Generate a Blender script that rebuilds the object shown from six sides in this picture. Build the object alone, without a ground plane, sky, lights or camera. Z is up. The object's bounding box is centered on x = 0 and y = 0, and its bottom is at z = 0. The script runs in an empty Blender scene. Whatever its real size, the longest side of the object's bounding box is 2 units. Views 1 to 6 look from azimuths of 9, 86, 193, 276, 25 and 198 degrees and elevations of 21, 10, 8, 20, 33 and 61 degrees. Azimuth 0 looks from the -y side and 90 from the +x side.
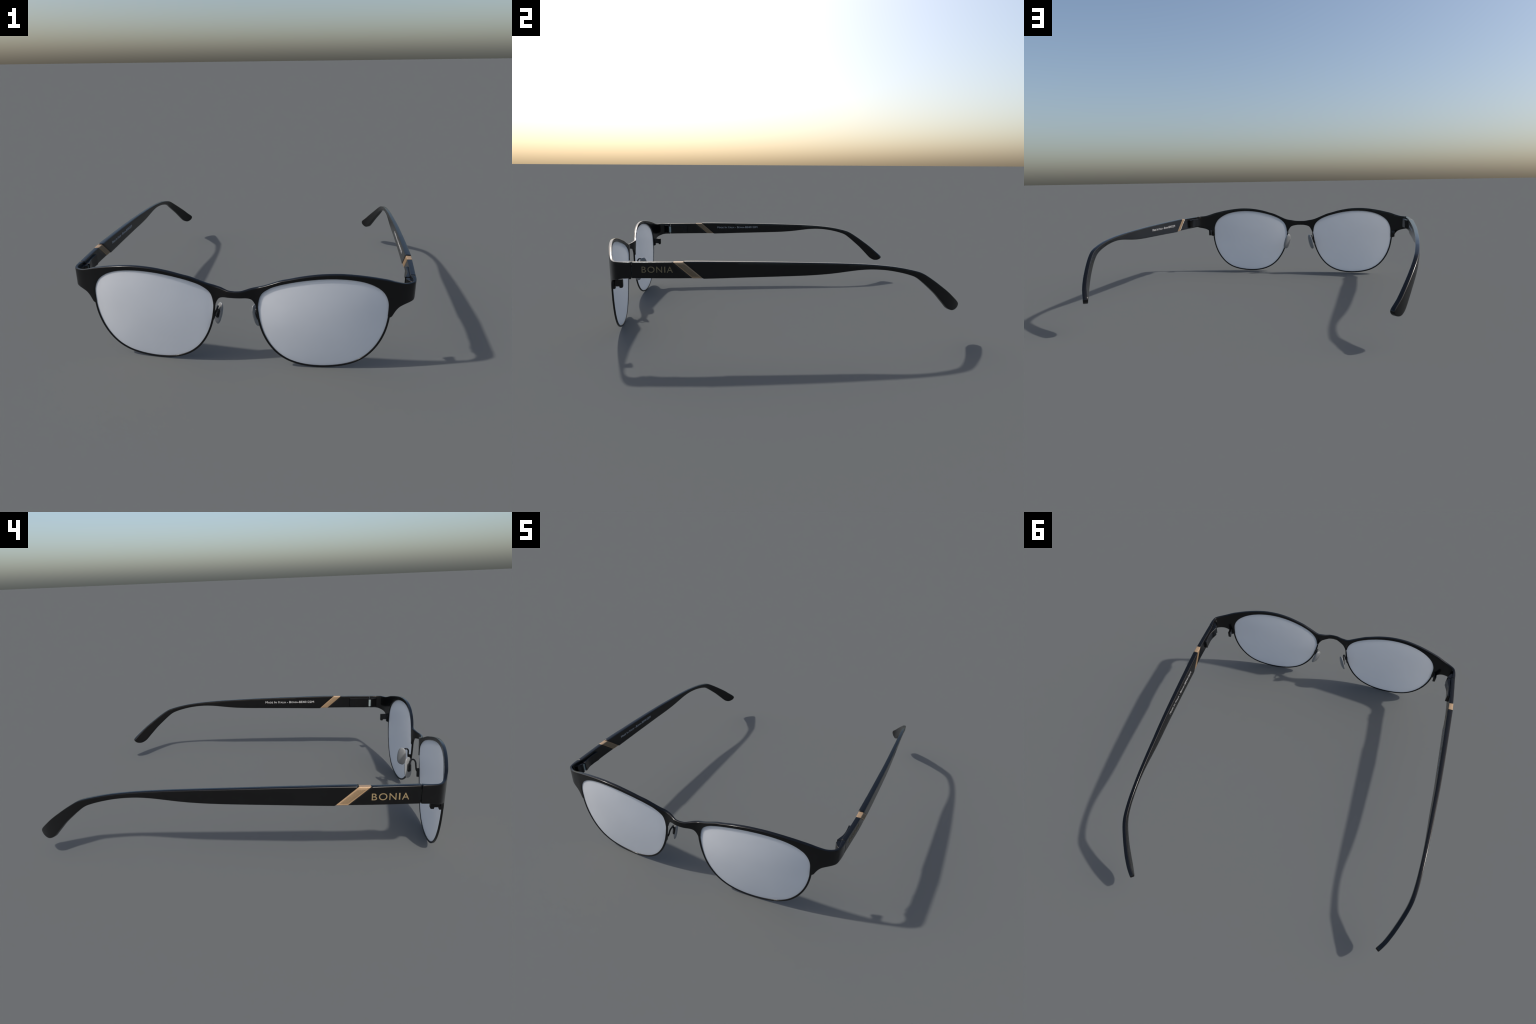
import bpy, math
from mathutils import Vector, Matrix
from mathutils.geometry import delaunay_2d_cdt

# ------------------------------------------------------------------ helpers
def catmull(pts, n=12, closed=False):
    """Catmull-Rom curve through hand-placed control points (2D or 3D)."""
    P = [Vector(p) for p in pts]
    if closed:
        P = [P[-1]] + P + [P[0], P[1]]
    else:
        P = [P[0] * 2 - P[1]] + P + [P[-1] * 2 - P[-2]]
    out = []
    for i in range(1, len(P) - 2):
        p0, p1, p2, p3 = P[i - 1:i + 3]
        for k in range(n):
            t = k / n
            out.append(0.5 * (2 * p1 + (p2 - p0) * t + (2 * p0 - 5 * p1 + 4 * p2 - p3) * t * t
                              + (3 * p1 - p0 - 3 * p2 + p3) * t ** 3))
    if not closed:
        out.append(P[-2])
    return out

def interp(x, xs, ys):
    if x <= xs[0]: return ys[0]
    if x >= xs[-1]: return ys[-1]
    lo, hi = 0, len(xs) - 1
    while hi - lo > 1:
        m = (lo + hi) // 2
        if xs[m] <= x: lo = m
        else: hi = m
    t = (x - xs[lo]) / (xs[hi] - xs[lo])
    return ys[lo] * (1 - t) + ys[hi] * t

class Profile:
    """Smooth one-valued profile through control points."""
    def __init__(self, pts, n=10):
        c = catmull(pts, n)
        self.x = [p[0] for p in c]; self.y = [p[1] for p in c]
    def __call__(self, v):
        return interp(v, self.x, self.y)

def resample(pts, h, closed=True):
    """Even spacing h along a polyline."""
    P = list(pts) + ([pts[0]] if closed else [])
    L = [0.0]
    for a, b in zip(P, P[1:]): L.append(L[-1] + (b - a).length)
    n = max(4, int(round(L[-1] / h)))
    out = []
    for i in range(n if closed else n + 1):
        d = L[-1] * i / n
        lo, hi = 0, len(L) - 1
        while hi - lo > 1:
            m = (lo + hi) // 2
            if L[m] <= d: lo = m
            else: hi = m
        t = (d - L[lo]) / max(L[hi] - L[lo], 1e-9)
        out.append(P[lo].lerp(P[hi], t))
    return out

def signed_area(P):
    return 0.5 * sum(a[0] * b[1] - b[0] * a[1] for a, b in zip(P, P[1:] + P[:1]))

def inside(P, x, y):
    r = False
    j = len(P) - 1
    for i in range(len(P)):
        xi, yi = P[i]; xj, yj = P[j]
        if (yi > y) != (yj > y) and x < (xj - xi) * (y - yi) / (yj - yi) + xi:
            r = not r
        j = i
    return r

def inset_loop(P, d):
    n = len(P); out = []
    for i in range(n):
        e0 = (P[i] - P[i - 1]).normalized(); e1 = (P[(i + 1) % n] - P[i]).normalized()
        n0 = Vector((-e0.y, e0.x)); n1 = Vector((-e1.y, e1.x))
        m = n0 + n1
        if m.length < 1e-6: m = n0
        m.normalize()
        out.append(P[i] + m * (d / max(0.5, m.dot(n0))))
    return out

COL = bpy.context.scene.collection
def add_mesh(name, verts, faces, mat, parent, smooth=True, sharp_angle=None):
    me = bpy.data.meshes.new(name)
    me.from_pydata([tuple(v) for v in verts], [], faces)
    me.validate(); me.update()
    ob = bpy.data.objects.new(name, me)
    COL.objects.link(ob)
    me.materials.append(mat)
    if smooth:
        me.polygons.foreach_set('use_smooth', [True] * len(me.polygons))
        if sharp_angle is not None:
            me.set_sharp_from_angle(angle=math.radians(sharp_angle))
    if parent: ob.parent = parent
    return ob

def plate_mesh(outline, surf, thick, bevel, h, grid, steps=3, grow=0.0):
    """A sheet of real thickness: 2D outline, laid on surf(a,b,depth), edges rounded by `bevel`.
    surf(a, b, d) gives the 3D point at depth d below the outer face."""
    P = resample([Vector(p[:2]) for p in outline], h)
    if signed_area(P) < 0: P.reverse()
    if grow: P = inset_loop(P, -grow)
    n = len(P)
    rings2d = []
    for k in range(steps + 1):
        f = math.pi / 2 * k / steps
        rings2d.append((inset_loop(P, bevel * (1 - math.sin(f))), bevel * (1 - math.cos(f))))
    cap = rings2d[0][0]
    # interior points
    pts = [Vector(p) for p in cap]
    xs = [p.x for p in cap]; ys = [p.y for p in cap]
    nx = int((max(xs) - min(xs)) / grid) + 1; ny = int((max(ys) - min(ys)) / grid) + 1
    capt = [(p.x, p.y) for p in cap]
    for i in range(nx):
        for j in range(ny):
            x = min(xs) + (i + 0.5) * grid; y = min(ys) + (j + 0.5) * grid
            if inside(capt, x, y):
                d2 = min((x - a) ** 2 + (y - b) ** 2 for a, b in capt)
                if d2 > (0.55 * min(h * 1.5, grid)) ** 2:
                    pts.append(Vector((x, y)))
    cv, ce, cf, ov, oe, of = delaunay_2d_cdt(pts, [], [list(range(n))], 1, 1e-7)
    verts, faces = [], []
    # caps
    front = []; back = []
    where = {}
    for i, v in enumerate(cv):
        for o in ov[i]: where[o] = i
    for v in cv:
        front.append(len(verts)); verts.append(surf(v.x, v.y, 0.0))
    for v in cv:
        back.append(len(verts)); verts.append(surf(v.x, v.y, thick(v.x)))
    for f in cf:
        faces.append([front[i] for i in f]); faces.append([back[i] for i in reversed(f)])
    # rounded edge
    loops = [[front[where[i]] for i in range(n)]]
    for r, d in rings2d[1:]:
        loops.append([len(verts) + i for i in range(n)])
        verts += [surf(p.x, p.y, d) for p in r]
    for r, d in reversed(rings2d[1:]):
        loops.append([len(verts) + i for i in range(n)])
        verts += [surf(p.x, p.y, thick(p.x) - d) for p in r]
    loops.append([back[where[i]] for i in range(n)])
    for A, B in zip(loops, loops[1:]):
        for i in range(n):
            j = (i + 1) % n
            faces.append([A[j], A[i], B[i], B[j]])
    return verts, faces

def flip_x(verts, faces):
    return [Vector((-v[0], v[1], v[2])) for v in verts], [list(reversed(f)) for f in faces]

def both_sides(name, verts, faces, mat, parents, **kw):
    """The part on the +x side and its mirror image."""
    a = add_mesh(name, verts, faces, mat, parents[0], **kw)
    v, f = flip_x(verts, faces)
    b = add_mesh(name, v, f, mat, parents[1], **kw)
    return a, b

def prism(plan, z0, z1, bevel=0.0015):
    """Plan polygon (x,y) pulled up from z0 to z1, edges chamfered."""
    P = [Vector(p) for p in plan]
    if signed_area(P) < 0: P.reverse()
    I = inset_loop(P, bevel); n = len(P)
    verts = [(p.x, p.y, z0) for p in I] + [(p.x, p.y, z0 + bevel) for p in P] + \
            [(p.x, p.y, z1 - bevel) for p in P] + [(p.x, p.y, z1) for p in I]
    faces = [list(reversed(range(n))), list(range(3 * n, 4 * n))]
    for k in range(3):
        for i in range(n):
            j = (i + 1) % n
            faces.append([k * n + i, k * n + j, (k + 1) * n + j, (k + 1) * n + i])
    return [Vector(v) for v in verts], faces

def tube(path, r, m=12):
    """Round wire along a 3D path."""
    verts, faces = [], []
    n = len(path)
    up = Vector((0.3, 0.2, 1))
    for i, p in enumerate(path):
        t = (path[min(i + 1, n - 1)] - path[max(i - 1, 0)]).normalized()
        a = t.cross(up)
        if a.length < 1e-3: a = t.cross(Vector((1, 0, 0)))
        a.normalize(); b = t.cross(a).normalized()
        for k in range(m):
            f = 2 * math.pi * k / m
            verts.append(p + a * (r * math.cos(f)) + b * (r * math.sin(f)))
    for i in range(n - 1):
        for k in range(m):
            k2 = (k + 1) % m
            faces.append([i * m + k, i * m + k2, (i + 1) * m + k2, (i + 1) * m + k])
    faces.append(list(reversed(range(m)))); faces.append(list(range((n - 1) * m, n * m)))
    return verts, faces

# ------------------------------------------------------------------ materials
def material(name, base, rough, metallic=0.0, var=0.0, scale=60.0, bump=0.0, bump_scale=300.0,
             specular=0.5, rough_var=0.0, coat=0.0):
    m = bpy.data.materials.new(name); m.use_nodes = True
    nt = m.node_tree; N = nt.nodes; L = nt.links
    b = N['Principled BSDF']
    b.inputs['Roughness'].default_value = rough
    b.inputs['Metallic'].default_value = metallic
    b.inputs['Specular IOR Level'].default_value = specular
    b.inputs['Coat Weight'].default_value = coat
    co = N.new('ShaderNodeTexCoord')
    nz = N.new('ShaderNodeTexNoise'); nz.inputs['Scale'].default_value = scale
    nz.inputs['Detail'].default_value = 4.0
    L.new(co.outputs['Object'], nz.inputs['Vector'])
    ra = N.new('ShaderNodeValToRGB')
    lo = [c * (1 - var) for c in base]; hi = [min(1, c * (1 + var)) for c in base]
    ra.color_ramp.elements[0].position = 0.35; ra.color_ramp.elements[1].position = 0.65
    ra.color_ramp.elements[0].color = (*lo, 1); ra.color_ramp.elements[1].color = (*hi, 1)
    L.new(nz.outputs['Fac'], ra.inputs['Fac']); L.new(ra.outputs['Color'], b.inputs['Base Color'])
    if rough_var:
        mr = N.new('ShaderNodeMapRange')
        mr.inputs['To Min'].default_value = rough - rough_var; mr.inputs['To Max'].default_value = rough + rough_var
        L.new(nz.outputs['Fac'], mr.inputs['Value']); L.new(mr.outputs['Result'], b.inputs['Roughness'])
    if bump:
        n2 = N.new('ShaderNodeTexNoise'); n2.inputs['Scale'].default_value = bump_scale
        n2.inputs['Detail'].default_value = 3.0
        L.new(co.outputs['Object'], n2.inputs['Vector'])
        bp = N.new('ShaderNodeBump'); bp.inputs['Strength'].default_value = bump
        bp.inputs['Distance'].default_value = 0.001
        L.new(n2.outputs['Fac'], bp.inputs['Height']); L.new(bp.outputs['Normal'], b.inputs['Normal'])
    return m

BLACK = material('satin_black_metal', (0.0035, 0.0035, 0.0038), 0.21, var=0.10, scale=12, specular=0.42)
SLEEVE = material('satin_black_acetate', (0.0035, 0.0035, 0.0038), 0.21, var=0.10, scale=12, specular=0.42)
WIRE = material('black_wire', (0.0035, 0.0035, 0.0038), 0.21, var=0.1, scale=20, specular=0.42)
GOLD = material('rose_gold', (0.41, 0.27, 0.155), 0.42, metallic=0.25, var=0.06, scale=120)
GOLDP = material('darker_gold_grain', (0.225, 0.15, 0.083), 0.55, metallic=0.15, var=0.10, scale=220, bump=0.25, bump_scale=500)
LETTER = material('gold_lettering', (0.25, 0.185, 0.095), 0.5, metallic=0.1, var=0.05, scale=200)
PRINT = material('white_print', (0.43, 0.43, 0.43), 0.6, var=0.04, scale=200)
LENS = material('coated_lens', (0.85, 0.86, 0.88), 0.28, var=0.01, scale=8, specular=0.5)
# the coated lens also lets some light through, scattered
_nt = LENS.node_tree; _b = _nt.nodes['Principled BSDF']
_tr = _nt.nodes.new('ShaderNodeBsdfTranslucent'); _tr.inputs['Color'].default_value = (.95, .95, .95, 1)
_mx = _nt.nodes.new('ShaderNodeMixShader'); _mx.inputs['Fac'].default_value = 0.46
_nt.links.new(_b.outputs['BSDF'], _mx.inputs[1]); _nt.links.new(_tr.outputs['BSDF'], _mx.inputs[2])
_nt.links.new(_mx.outputs['Shader'], _nt.nodes['Material Output'].inputs['Surface'])
PAD = material('grey_silicone', (0.25, 0.255, 0.255), 0.22, var=0.03, scale=60)
STEEL = material('bright_steel', (0.42, 0.50, 0.50), 0.35, metallic=0.6, var=0.05, scale=150)

# ------------------------------------------------------------------ top object
root = bpy.data.objects.new('eyeglasses', None)
root.empty_display_size = 0.2
COL.objects.link(root)
root.location = (-.003, 0, .0013)
root.rotation_euler = (0, 0, 0.0124)       # they stand a touch turned on the ground
root['label'] = 'black browline eyeglasses with rose gold temple bands'
root['category'] = 'eyeglasses'

# ------------------------------------------------------------------ front: plan curve and face curve
# plan line of the outer face, from the middle of the bridge round the corner to the hinge seam
FWD = -.0025
def base_curve(x, z):
    """Height of the wrapped face at the rim line: lens base curve, wrap and pantoscopic tilt."""
    X = (x - .43) / .32; Z = (z - .24) / .24
    return FWD - .9723 + .0264 * X - .0216 * Z + .0222 * X * X + .0053 * Z * Z - .0006 * X * Z - .0062 * X ** 3 \
        + .0022 * Z ** 3 + .0175 * X * X * Z - .0068 * X * Z * Z
BROW = .42
PLAN = catmull([(0, -.995), (.03, -.9915), (.055, -.9815), (.08, -.9730)]
               + [(x, base_curve(x, BROW)) for x in (.11, .15, .20, .26, .32, .38, .44, .50, .56, .62, .67, .71, .74)]
               + [(.768, -.929), (.809, -.9140), (.8395, -.8965), (.8562, -.8792), (.8645, -.853), (.8680, -.825), (.8692, -.8015)], 12)
PS = [0.0]
for a, b in zip(PLAN, PLAN[1:]): PS.append(PS[-1] + (b - a).length)
PX = [p.x for p in PLAN]; PY = [p.y for p in PLAN]
SEND = PS[-1]
def s_of_x(x): return interp(x, PX, PS)

def tilt(x, z):
    """Change of the face with height, against the brow line, dying out at the corner."""
    xc = max(.11, min(.74, x))
    w = 1 - max(0, min(1, (x - .76) / .09)); w = w * w * (3 - 2 * w)
    return (base_curve(xc, z) - base_curve(xc, BROW)) * w

def face_y(x, z): return interp(x, PX, PY) + tilt(x, z)

def plan_normal(s):
    e = 0.006
    a = Vector((interp(s - e, PS, PX), interp(s - e, PS, PY))); b = Vector((interp(s + e, PS, PX), interp(s + e, PS, PY)))
    if s < e:                                   # mirror through the middle
        a = Vector((-interp(e - s, PS, PX), interp(e - s, PS, PY)))
    t = (b - a).normalized()
    return Vector((t.y, -t.x))                  # outward: -y in the middle, +x at the hinge

THK = Profile([(0, .0110), (.03, .0112), (.055, .0125), (.08, .0145), (.11, .0155), (.15, .0162), (.25, .0168), (.45, .0170), (.65, .0165),
               (.76, .0150), (.82, .0130), (.87, .0120), (.90, .0135), (.935, .0190), (.97, .0255)])
TOP = catmull([(0, .4135), (.034, .4147), (.055, .4176), (.077, .4222), (.104, .4272), (.142, .4412), (.18, .4572), (.22, .4735),
               (.26, .4845), (.31, .4982), (.36, .5085), (.405, .5152), (.45, .5186), (.50, .5194), (.545, .5166), (.59, .5115),
               (.634, .5045), (.665, .4985), (.717, .4870), (.745, .4795), (.772, .4712), (.807, .4625), (.835, .4600), (.855, .4600)], 6)
TOP_S = [s_of_x(p.x) for p in TOP] + [SEND]; TOP_Z = [p.y + .0006 for p in TOP] + [.4606]
def front_surf(a, z, d):
    sgn = 1 if a >= 0 else -1
    s = abs(a)
    x = interp(s, PS, PX); y = interp(s, PS, PY) + tilt(x, z)
    n = plan_normal(s)
    k = max(0, min(1, 1 - (interp(s, TOP_S, TOP_Z) - z) / .010)) * max(0, min(1, (.80 - x) / .06))
    return Vector((sgn * (x - n.x * d), y - n.y * d, z + .0030 * k * d / .017))   # top edge rises to the rear

# lens opening (right eye), counter-clockwise from the outer side
LENS_CURVE = catmull([
    (.7354, .3196), (.7313, .3759), (.7059, .4257), (.6617, .4605), (.6097, .4823), (.5545, .4944), (.4982, .4995), (.4417, .4994),
    (.3854, .4945), (.3296, .4854), (.2745, .4725), (.2205, .4560), (.1688, .4332), (.1266, .3964), (.1116, .3427), (.1158, .2864),
    (.1271, .2310), (.1457, .1776), (.1724, .1279), (.2076, .0838), (.2518, .0487), (.3031, .0253), (.3582, .0127), (.4145, .0087),
    (.4710, .0115), (.5267, .0207), (.5804, .0381), (.6285, .0675), (.6678, .1079), (.6980, .1557), (.7190, .2081), (.7312, .2632)], 10, closed=True)

LEG_END = .326      # where the brow leg beside the nose stops and the thin rim goes on
arc = ([p for p in LENS_CURVE[-8:] if p.y > .296] + [p for p in LENS_CURVE[:165] if not (p.x < .2 and p.y < LEG_END)])[::-1]
bridge_bottom = catmull([(0, .3830), (.03, .3822), (.05, .3800), (.066, .3765), (.078, .3710), (.0865, .3627), (.0945, .3490),
                         (.0995, .3370), (.1020, LEG_END)], 8)
wing = catmull([(.7375, .2925), (.745, .2900), (.7550, .2955), (.7595, .3035), (.7700, .3220), (.7795, .3345), (.788, .3425), (.799, .3490),
                (.817, .3560), (.838, .3615)], 6)
wing_s = [Vector((s_of_x(p.x), p.y)) for p in wing]
end_s = [Vector(v) for v in ((s_of_x(.856), .3665), (s_of_x(.862), .3715), (s_of_x(.866), .3745), (SEND, .3760))]
top_s = [Vector(v) for v in zip(TOP_S, TOP_Z)]
right = [Vector((s_of_x(p.x), p.y)) for p in bridge_bottom] + [Vector((s_of_x(p.x), p.y)) for p in arc] \
        + wing_s + end_s + top_s[::-1]
left = [Vector((-p.x, p.y)) for p in right[1:-1]][::-1]
v, f = plate_mesh(right + left, front_surf, lambda a: THK(abs(a)), .0024, .0045, .013)
front = add_mesh('brow_frame', v, f, BLACK, root)

# ------------------------------------------------------------------ lenses and rims
def curve_normals(C):
    n = len(C); out = []
    for i in range(n):
        t = (C[(i + 1) % n] - C[i - 1]).normalized()
        out.append(Vector((t.y, -t.x)))
    return out
LC = resample(LENS_CURVE, .006); LN = curve_normals(LC)

def rim_mesh():
    # rounded-rectangle section: radial distance outward, depth behind the face
    sec = []
    r0, r1, d0, d1, rr = .0002, .0102, .0006, .0105, .0022
    for cx, cy, a0 in ((r1 - rr, d1 - rr, 0), (r0 + rr, d1 - rr, 90), (r0 + rr, d0 + rr, 180), (r1 - rr, d0 + rr, 270)):
        for k in range(4):
            a = math.radians(a0 + 30 * k)
            sec.append((cx + rr * math.cos(a), cy + rr * math.sin(a)))
    m = len(sec); verts = []; faces = []
    for c, nrm in zip(LC, LN):
        y = face_y(c.x, c.y)
        for r, d in sec:
            q = c + nrm * r
            verts.append(Vector((q.x, face_y(min(q.x, .76), q.y) + d, q.y)))
    n = len(LC)
    for i in range(n):
        j = (i + 1) % n
        for k in range(m):
            k2 = (k + 1) % m
            faces.append([i * m + k, j * m + k, j * m + k2, i * m + k2])
    return verts, faces

def lens_mesh():
    c = Vector((.43, .255)); n = len(LC)
    edge = [p + q * .0038 for p, q in zip(LC, LN)]
    R = [1, .97, .92, .85, .76, .66, .55, .43, .30, .16]
    verts = []; faces = []
    def recess(x, z):                              # sits deeper under the brow than in the thin rim
        t = max(0, min(1, (z - .22) / .22)); return .0050 * t * t * (3 - 2 * t) * max(0, min(1, (.62 - x) / .42))
    def layer(depth):
        idx = []
        for r in R:
            idx.append([len(verts) + i for i in range(n)])
            for e in edge:
                p = c.lerp(e, r); verts.append(Vector((p.x, face_y(p.x, p.y) + depth + recess(p.x, p.y) - .0085 * (1 - r * r) * (1 + .9 * (p.x - .43) / .3), p.y)))
        verts.append(Vector((c.x, face_y(c.x, c.y) + depth + recess(c.x, c.y) - .0085, c.y)))
        return idx, len(verts) - 1
    A, ac = layer(.0048); B, bc = layer(.0085)
    for i in range(n):
        j = (i + 1) % n
        for k in range(len(R) - 1):
            faces.append([A[k][i], A[k][j], A[k + 1][j], A[k + 1][i]][::-1])
            faces.append([B[k][i], B[k][j], B[k + 1][j], B[k + 1][i]])
        faces.append([A[-1][i], A[-1][j], ac][::-1]); faces.append([B[-1][i], B[-1][j], bc])
        faces.append([A[0][i], A[0][j], B[0][j], B[0][i]])
    return verts, faces

def fix_normals(ob):
    import bmesh
    bm = bmesh.new(); bm.from_mesh(ob.data)
    bmesh.ops.recalc_face_normals(bm, faces=bm.faces); bm.to_mesh(ob.data); bm.free()

for ob in both_sides('lens', *lens_mesh(), LENS, (root, root), sharp_angle=50): fix_normals(ob)
for ob in both_sides('rim', *rim_mesh(), WIRE, (root, root)): fix_normals(ob)

# rim lock behind the lower end of each wing: a lug with an L-shaped screw block behind it
def extrude_profile_x(prof, x0, x1, bevel=.0015):
    v, f = prism(prof, x0, x1, bevel)           # profile is (y,z); pulled along x
    return [Vector((p.z, p.x, p.y)) for p in v], f
lug = [(-.926, .300), (-.923, .295), (-.912, .294), (-.9095, .299), (-.9095, .338), (-.914, .346), (-.926, .348)]
for ob in both_sides('rim_lock', *extrude_profile_x(lug, .741, .757, .002), BLACK, (root, root), sharp_angle=35): fix_normals(ob)
block = [(-.912, .347), (-.870, .348), (-.868, .345), (-.8685, .308), (-.872, .3015), (-.8855, .3010), (-.888, .3095), (-.912, .3098)]
for ob in both_sides('lock_screw_block', *extrude_profile_x(block, .747, .764, .0015), BLACK, (root, root), sharp_angle=35): fix_normals(ob)

# ------------------------------------------------------------------ nose pads
def nose_pad_mesh():
    """Soft pad: a drop-shaped disc, domed towards the nose, leaning and splayed."""
    c = Vector((.0985, -.905, .253))
    vv = Vector((-.030, 0, .117)).normalized()              # long axis
    al = math.radians(40)
    uu = Vector((math.sin(al), math.cos(al), 0)); uu = (uu - vv * uu.dot(vv)).normalized()
    ww = uu.cross(vv).normalized()
    if ww.x > 0: ww = -ww                                    # towards the nose
    rows, seg = 9, 40
    verts = []; faces = []
    def outline(t):
        ct, st = math.cos(t), math.sin(t)
        e = .78
        u = .0285 * math.copysign(abs(ct) ** e, ct) * (1 - .10 * st)
        v = .0600 * math.copysign(abs(st) ** e, st)
        return u, v
    rings = []
    for i in range(1, 2 * rows):
        f = math.pi * i / (2 * rows)
        r = math.sin(f) ** .55; w = math.cos(f) * (.0095 if f < math.pi / 2 else .0065)
        rings.append([len(verts) + k for k in range(seg)])
        for k in range(seg):
            u, v = outline(2 * math.pi * k / seg)
            verts.append(c + uu * (u * r) + vv * (v * r) + ww * (w + .003 * (1 - r)))
    a = len(verts); verts.append(c + ww * .0125); b = len(verts); verts.append(c - ww * .0035)
    for R0, R1 in zip(rings, rings[1:]):
        for k in range(seg):
            j = (k + 1) % seg; faces.append([R0[k], R0[j], R1[j], R1[k]])
    for k in range(seg):
        j = (k + 1) % seg; faces.append([a, rings[0][j], rings[0][k]]); faces.append([b, rings[-1][k], rings[-1][j]])
    return verts, faces, c, uu, vv, ww

pv, pf, pc, pu, pvv, pw = nose_pad_mesh()
pads = both_sides('nose_pad', pv, pf, PAD, (root, root))
for ob in pads: fix_normals(ob)

def pad_box():
    """Small black box on the back of the pad that takes the arm."""
    o = []
    for k in range(28):
        t = 2 * math.pi * k / 28
        ct, st = math.cos(t), math.sin(t)
        o.append((.0130 * math.copysign(abs(ct) ** .5, ct), .0235 * math.copysign(abs(st) ** .6, st)))
    v, f = prism(o, .001, .0135, .003)
    c = pc - pvv * .001
    return [c + pu * p.x + pvv * p.y - pw * p.z for p in v], f
for ob in both_sides('pad_box', *pad_box(), WIRE, pads, sharp_angle=50): fix_normals(ob)
arm_path = catmull([(.1085, -.908, .262), (.106, -.911, .280), (.101, -.917, .2955), (.097, -.926, .3005), (.0975, -.936, .2985),
                    (.103, -.9435, .287), (.110, -.9455, .268), (.1150, -.9475, .2490), (.1190, -.9510, .2400), (.1225, -.957, .2370)], 8)
for ob in both_sides('pad_arm', *tube(arm_path, .0046), WIRE, pads): fix_normals(ob)
mount = catmull([(.1185, .2545), (.1235, .2530), (.1275, .2330), (.1320, .2090), (.1250, .2080), (.1195, .2290)], 2, closed=True)
def mount_mesh():
    v, f = prism([tuple(p) for p in mount], -.9685, -.9490, .002)
    return [Vector((p.x, p.z, p.y)) for p in v], f
for ob in both_sides('arm_mount', *mount_mesh(), WIRE, pads, sharp_angle=40): fix_normals(ob)

# ------------------------------------------------------------------ temples
XF = Profile([(-.81, .8683), (-.79, .8697), (-.71, .8752), (-.62, .8808), (-.55, .8836), (-.42, .8855), (-.2, .8875)])
XS = Profile([(-.62, .8835), (-.53, .8858), (-.35, .8872), (-.17, .8878), (0, .8872), (.1, .8854), (.19, .8830), (.28, .8810), (.37, .8786),
              (.46, .8755), (.55, .8718), (.62, .8683), (.68, .8633), (.73, .8563), (.77, .8467), (.82, .8308), (.87, .8122), (.91, .7955),
              (.95, .7755), (.99, .7480), (1.02, .723)])
TS = Profile([(-.62, .0325), (-.53, .0320), (-.34, .0295), (-.16, .0280), (.04, .0255), (.3, .0230), (.45, .0222), (.6, .0222), (.75, .0225),
              (.9, .0235), (1.0, .0255)])
def ribbon(X):
    def surf(a, z, d):
        e = .008
        t = Vector((X(a + e) - X(a - e), 2 * e)).normalized()
        n = Vector((t.y, -t.x))
        return Vector((X(a) - n.x * d, a - n.y * d, z + .0010))
    return surf

ZT, ZB = .4597, .3757
# front metal part, cut on the slant by the gold band
GT0, GT1, GB0, GB1 = -.5895, -.5345, -.4910, -.4375      # band: top front/rear, bottom front/rear
metal_outline = [(-.7990, ZB), (GB0, ZB), (GT0, ZT), (-.7990, ZT)]
temples = []
v, f = plate_mesh(metal_outline, ribbon(XF), lambda a: .0255, .0030, .006, .016)
temples = both_sides('temple', v, f, BLACK, (root, root))
band_outline = [(GB0 + .0004, ZB - .0004), (GB1, ZB - .0004), (GT1, ZT + .0004), (GT0 + .0004, ZT + .0004)]
XB = lambda y: XF(y) + .0006
v, f = plate_mesh(band_outline, ribbon(XB), lambda a: .0267, .0026, .004, .010)
bands = both_sides('gold_band', v, f, GOLD, temples)
# darker grained patch on the outer face of the band
sl0 = (GT0 - GB0) / (ZT - ZB)
def on_slant(z, k): return GB0 + sl0 * (z - ZB) + k * (GB1 - GB0)
pz0, pz1 = ZB + .0085, ZT - .0105
dark_patch_outline = [(on_slant(pz0, .17), pz0), (on_slant(pz0, .86), pz0), (on_slant(pz1, .86), pz1), (on_slant(pz1, .17), pz1)]
XPn = lambda y: XF(y) + .0013
v, f = plate_mesh(dark_patch_outline, ribbon(XPn), lambda a: .003, .0006, .004, .010, steps=2)
both_sides('band_dark_patch', v, f, GOLDP, temples)
XPi = lambda y: XF(y) - .0255 + .0015
v, f = plate_mesh([(on_slant(ZB + .003, .10), ZB + .003), (on_slant(ZB + .003, .90), ZB + .003), (on_slant(ZT - .003, .90), ZT - .003),
                   (on_slant(ZT - .003, .10), ZT - .003)], ribbon(XPi), lambda a: .0026, .0006, .004, .010, steps=2)
both_sides('band_dark_patch', v, f, GOLDP, temples)

# rear sleeve: top line, rounded tip, bottom line
sleeve_top = catmull([(GT1 + .0031, .4608), (-.45, .4602), (-.35, .4585), (-.17, .4555), (.01, .4513), (.10, .4488), (.19, .4458), (.28, .4426), (.37, .4382),
                      (.46, .4320), (.55, .4220), (.60, .4140), (.64, .4060), (.69, .3940), (.7247, .3825), (.762, .3625), (.82, .3240),
                      (.8965, .2680), (.944, .2275), (.9720, .2025), (.9865, .1865), (.9885, .1745), (.9795, .1620), (.963, .1545),
                      (.944, .1535), (.926, .1600), (.908, .1715), (.8905, .1890), (.865, .2160), (.8203, .2620), (.767, .3085), (.7526, .3205),
                      (.7157, .3490), (.690, .3650), (.660, .3765), (.6187, .3885), (.558, .4015), (.50, .4090), (.44, .4120), (.38, .4095),
                      (.323, .4035), (.256, .3955), (.194, .3900), (.10, .3852), (-.05, .3820), (-.23, .3786), (-.35, .3758), (GB1 + .0031, .3745)], 6)
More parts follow.
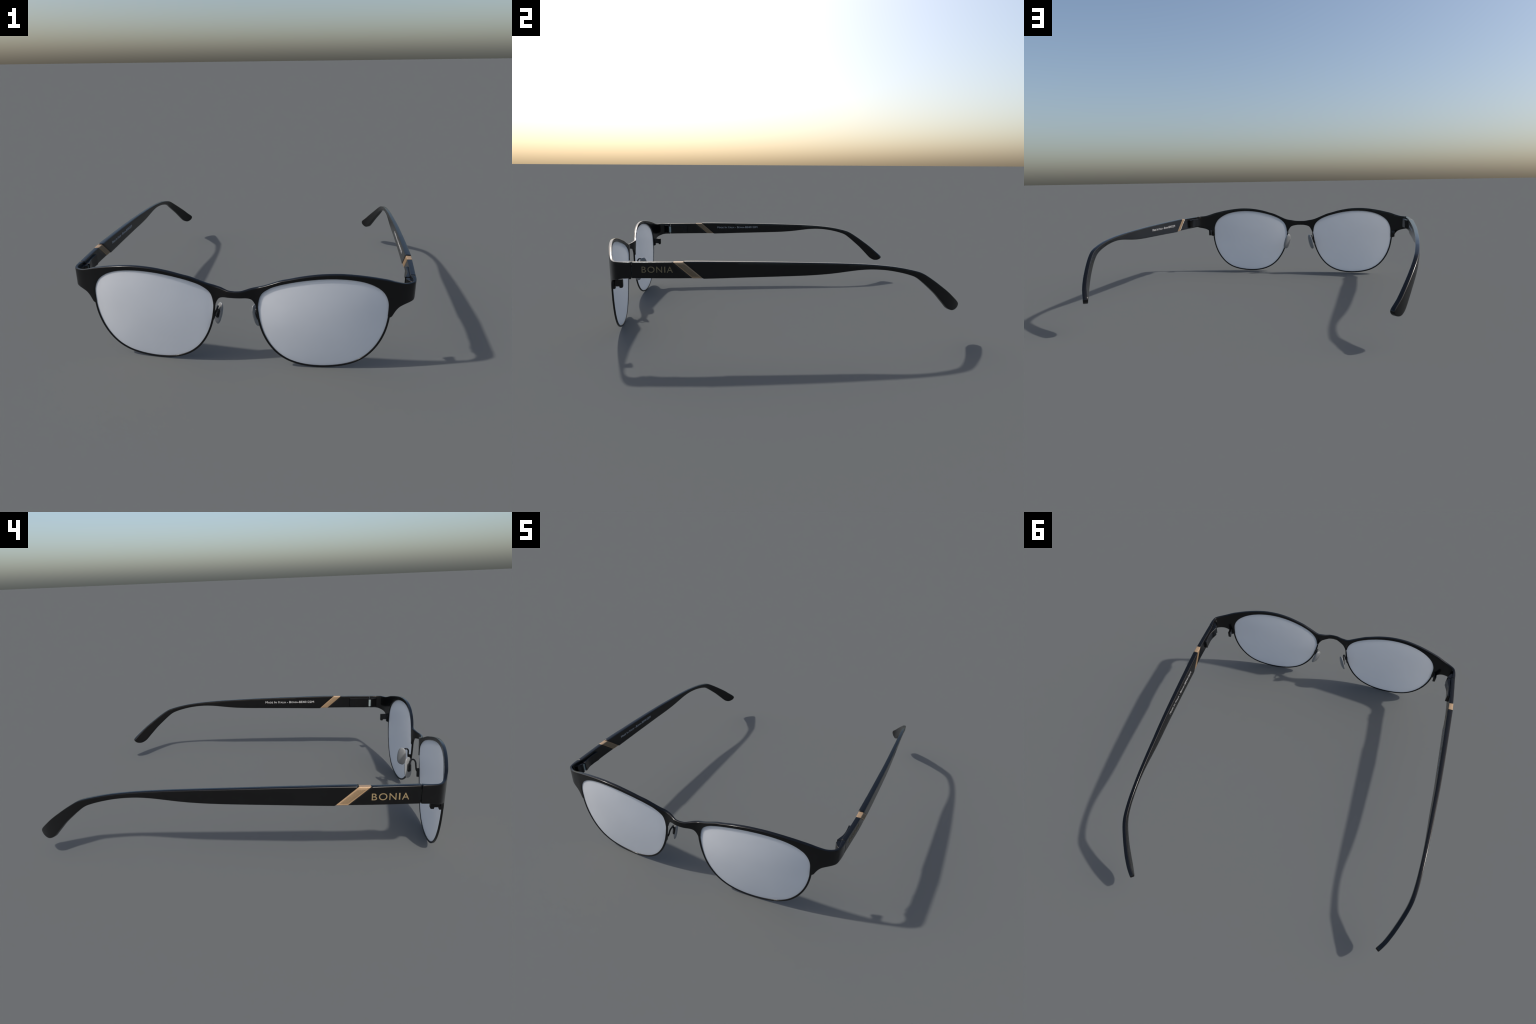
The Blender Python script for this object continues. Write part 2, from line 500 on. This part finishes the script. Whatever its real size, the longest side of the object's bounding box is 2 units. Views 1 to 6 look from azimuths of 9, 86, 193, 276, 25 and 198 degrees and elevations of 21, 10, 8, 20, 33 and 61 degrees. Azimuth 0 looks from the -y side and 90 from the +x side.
v, f = plate_mesh(sleeve_top, ribbon(XS), TS, .0042, .006, .016, grow=.0025)
sleeves = both_sides('temple_sleeve', v, f, SLEEVE, temples)

# hinges: knuckle on the end piece, steel pin plate in the gap, long leaf on the temple
HZ0, HZ1 = .3855, .4465
knuckle = [(.862, -.806), (.8235, -.806), (.8215, -.813), (.828, -.826), (.836, -.840), (.845, -.848), (.860, -.852)]
for ob in both_sides('hinge_knuckle', *prism(knuckle, HZ0, HZ1, .002), BLACK, temples, sharp_angle=35): fix_normals(ob)
pin = [(.858, -.808), (.8275, -.808), (.8275, -.784), (.858, -.784)]
for ob in both_sides('hinge_pin', *prism(pin, HZ0 + .004, HZ1 - .0085, .001), STEEL, temples, sharp_angle=35): fix_normals(ob)
cap = [(.860, -.807), (.8262, -.807), (.8262, -.7885), (.860, -.7885)]  # small black plate over the pin, so that the gap looks dark from above
for ob in both_sides('black_gap_plate', *prism(cap, HZ1 - .0075, HZ1 - .003, .001), BLACK, temples, sharp_angle=35): fix_normals(ob)
leaf = [tuple(p) for p in catmull([(.8205, -.7905), (.8275, -.770), (.8345, -.750), (.8392, -.727), (.8408, -.70), (.8405, -.68), (.8395, -.6555)], 5)] \
       + [(.8600, -.6535), (.8600, -.7905)]
for ob in both_sides('hinge_leaf', *prism(leaf, HZ0, HZ1, .0018), BLACK, temples, sharp_angle=35): fix_normals(ob)

# ------------------------------------------------------------------ lettering
def text_mesh(body, small_caps=False, weight=0.0):
    cu = bpy.data.curves.new('glyph', 'FONT')
    cu.body = body; cu.size = 1.0; cu.extrude = 0.5; cu.resolution_u = 6; cu.offset = weight
    if small_caps:
        cu.small_caps_scale = 0.76
        for ch in cu.body_format: ch.use_small_caps = True
    ob = bpy.data.objects.new('glyph', cu); COL.objects.link(ob)
    dg = bpy.context.evaluated_depsgraph_get()
    me = bpy.data.meshes.new_from_object(ob.evaluated_get(dg))
    verts = [v.co.copy() for v in me.vertices]; faces = [list(p.vertices) for p in me.polygons]
    bpy.data.objects.remove(ob); bpy.data.curves.remove(cu); bpy.data.meshes.remove(me)
    x0 = min(v.x for v in verts); x1 = max(v.x for v in verts); y0 = min(v.y for v in verts); y1 = max(v.y for v in verts)
    return [Vector(((v.x - x0) / (x1 - x0), (v.y - y0) / (y1 - y0), v.z + .5)) for v in verts], faces

def lay_text(name, glyph, y_start, y_end, z0, z1, X, side, outward, mat, parent, slope=0.0):
    """Glyph box laid on the temple: y_start is its left edge as read."""
    V, F = glyph
    out = []
    for g in V:
        y = y_start + (y_end - y_start) * g.x
        z = z0 + (z1 - z0) * g.y + slope * (y - y_start)
        x = X(y) + outward * (g.z * .0016 - .0008)
        out.append(Vector((side * x, y, z)))
    ob = add_mesh(name, out, F, mat, parent, smooth=False)
    fix_normals(ob)
    return ob

# five gold capitals on the outer face; box of each letter along the word (start, width), word 158 mm wide
WORD = [('B', 0, .0224), ('O', .0300, .0358), ('N', .0745, .0296), ('I', .1145, .0058), ('A', .1278, .0302)]
glyphs = {c: text_mesh(c) for c, a, w in WORD}
for side, y0, dr, zc in ((1, -.7475, 1, .4222), (-1, -.5905, -1, .4143)):
    for c, a, w in WORD:
        g = glyphs[c]
        over = .0006 if c == 'O' else 0
        lay_text('letter', g, y0 + dr * a, y0 + dr * (a + w), zc - .0150 - over, zc + .0158 + over, XF, side, 1, LETTER,
                 temples[0 if side > 0 else 1])
# small white print on the inner face of the sleeves
small = text_mesh('Made In Italia - Bonia-BE40122M', True, 0.0)
XI = lambda y: XS(y) - TS(y)
lay_text('inscription', small, -.0265, -.3908, .4180, .4340, XI, 1, -1, PRINT, temples[0], slope=.004)
lay_text('inscription', small, -.4045, -.0648, .4190, .4345, XI, -1, -1, PRINT, temples[1], slope=.0)
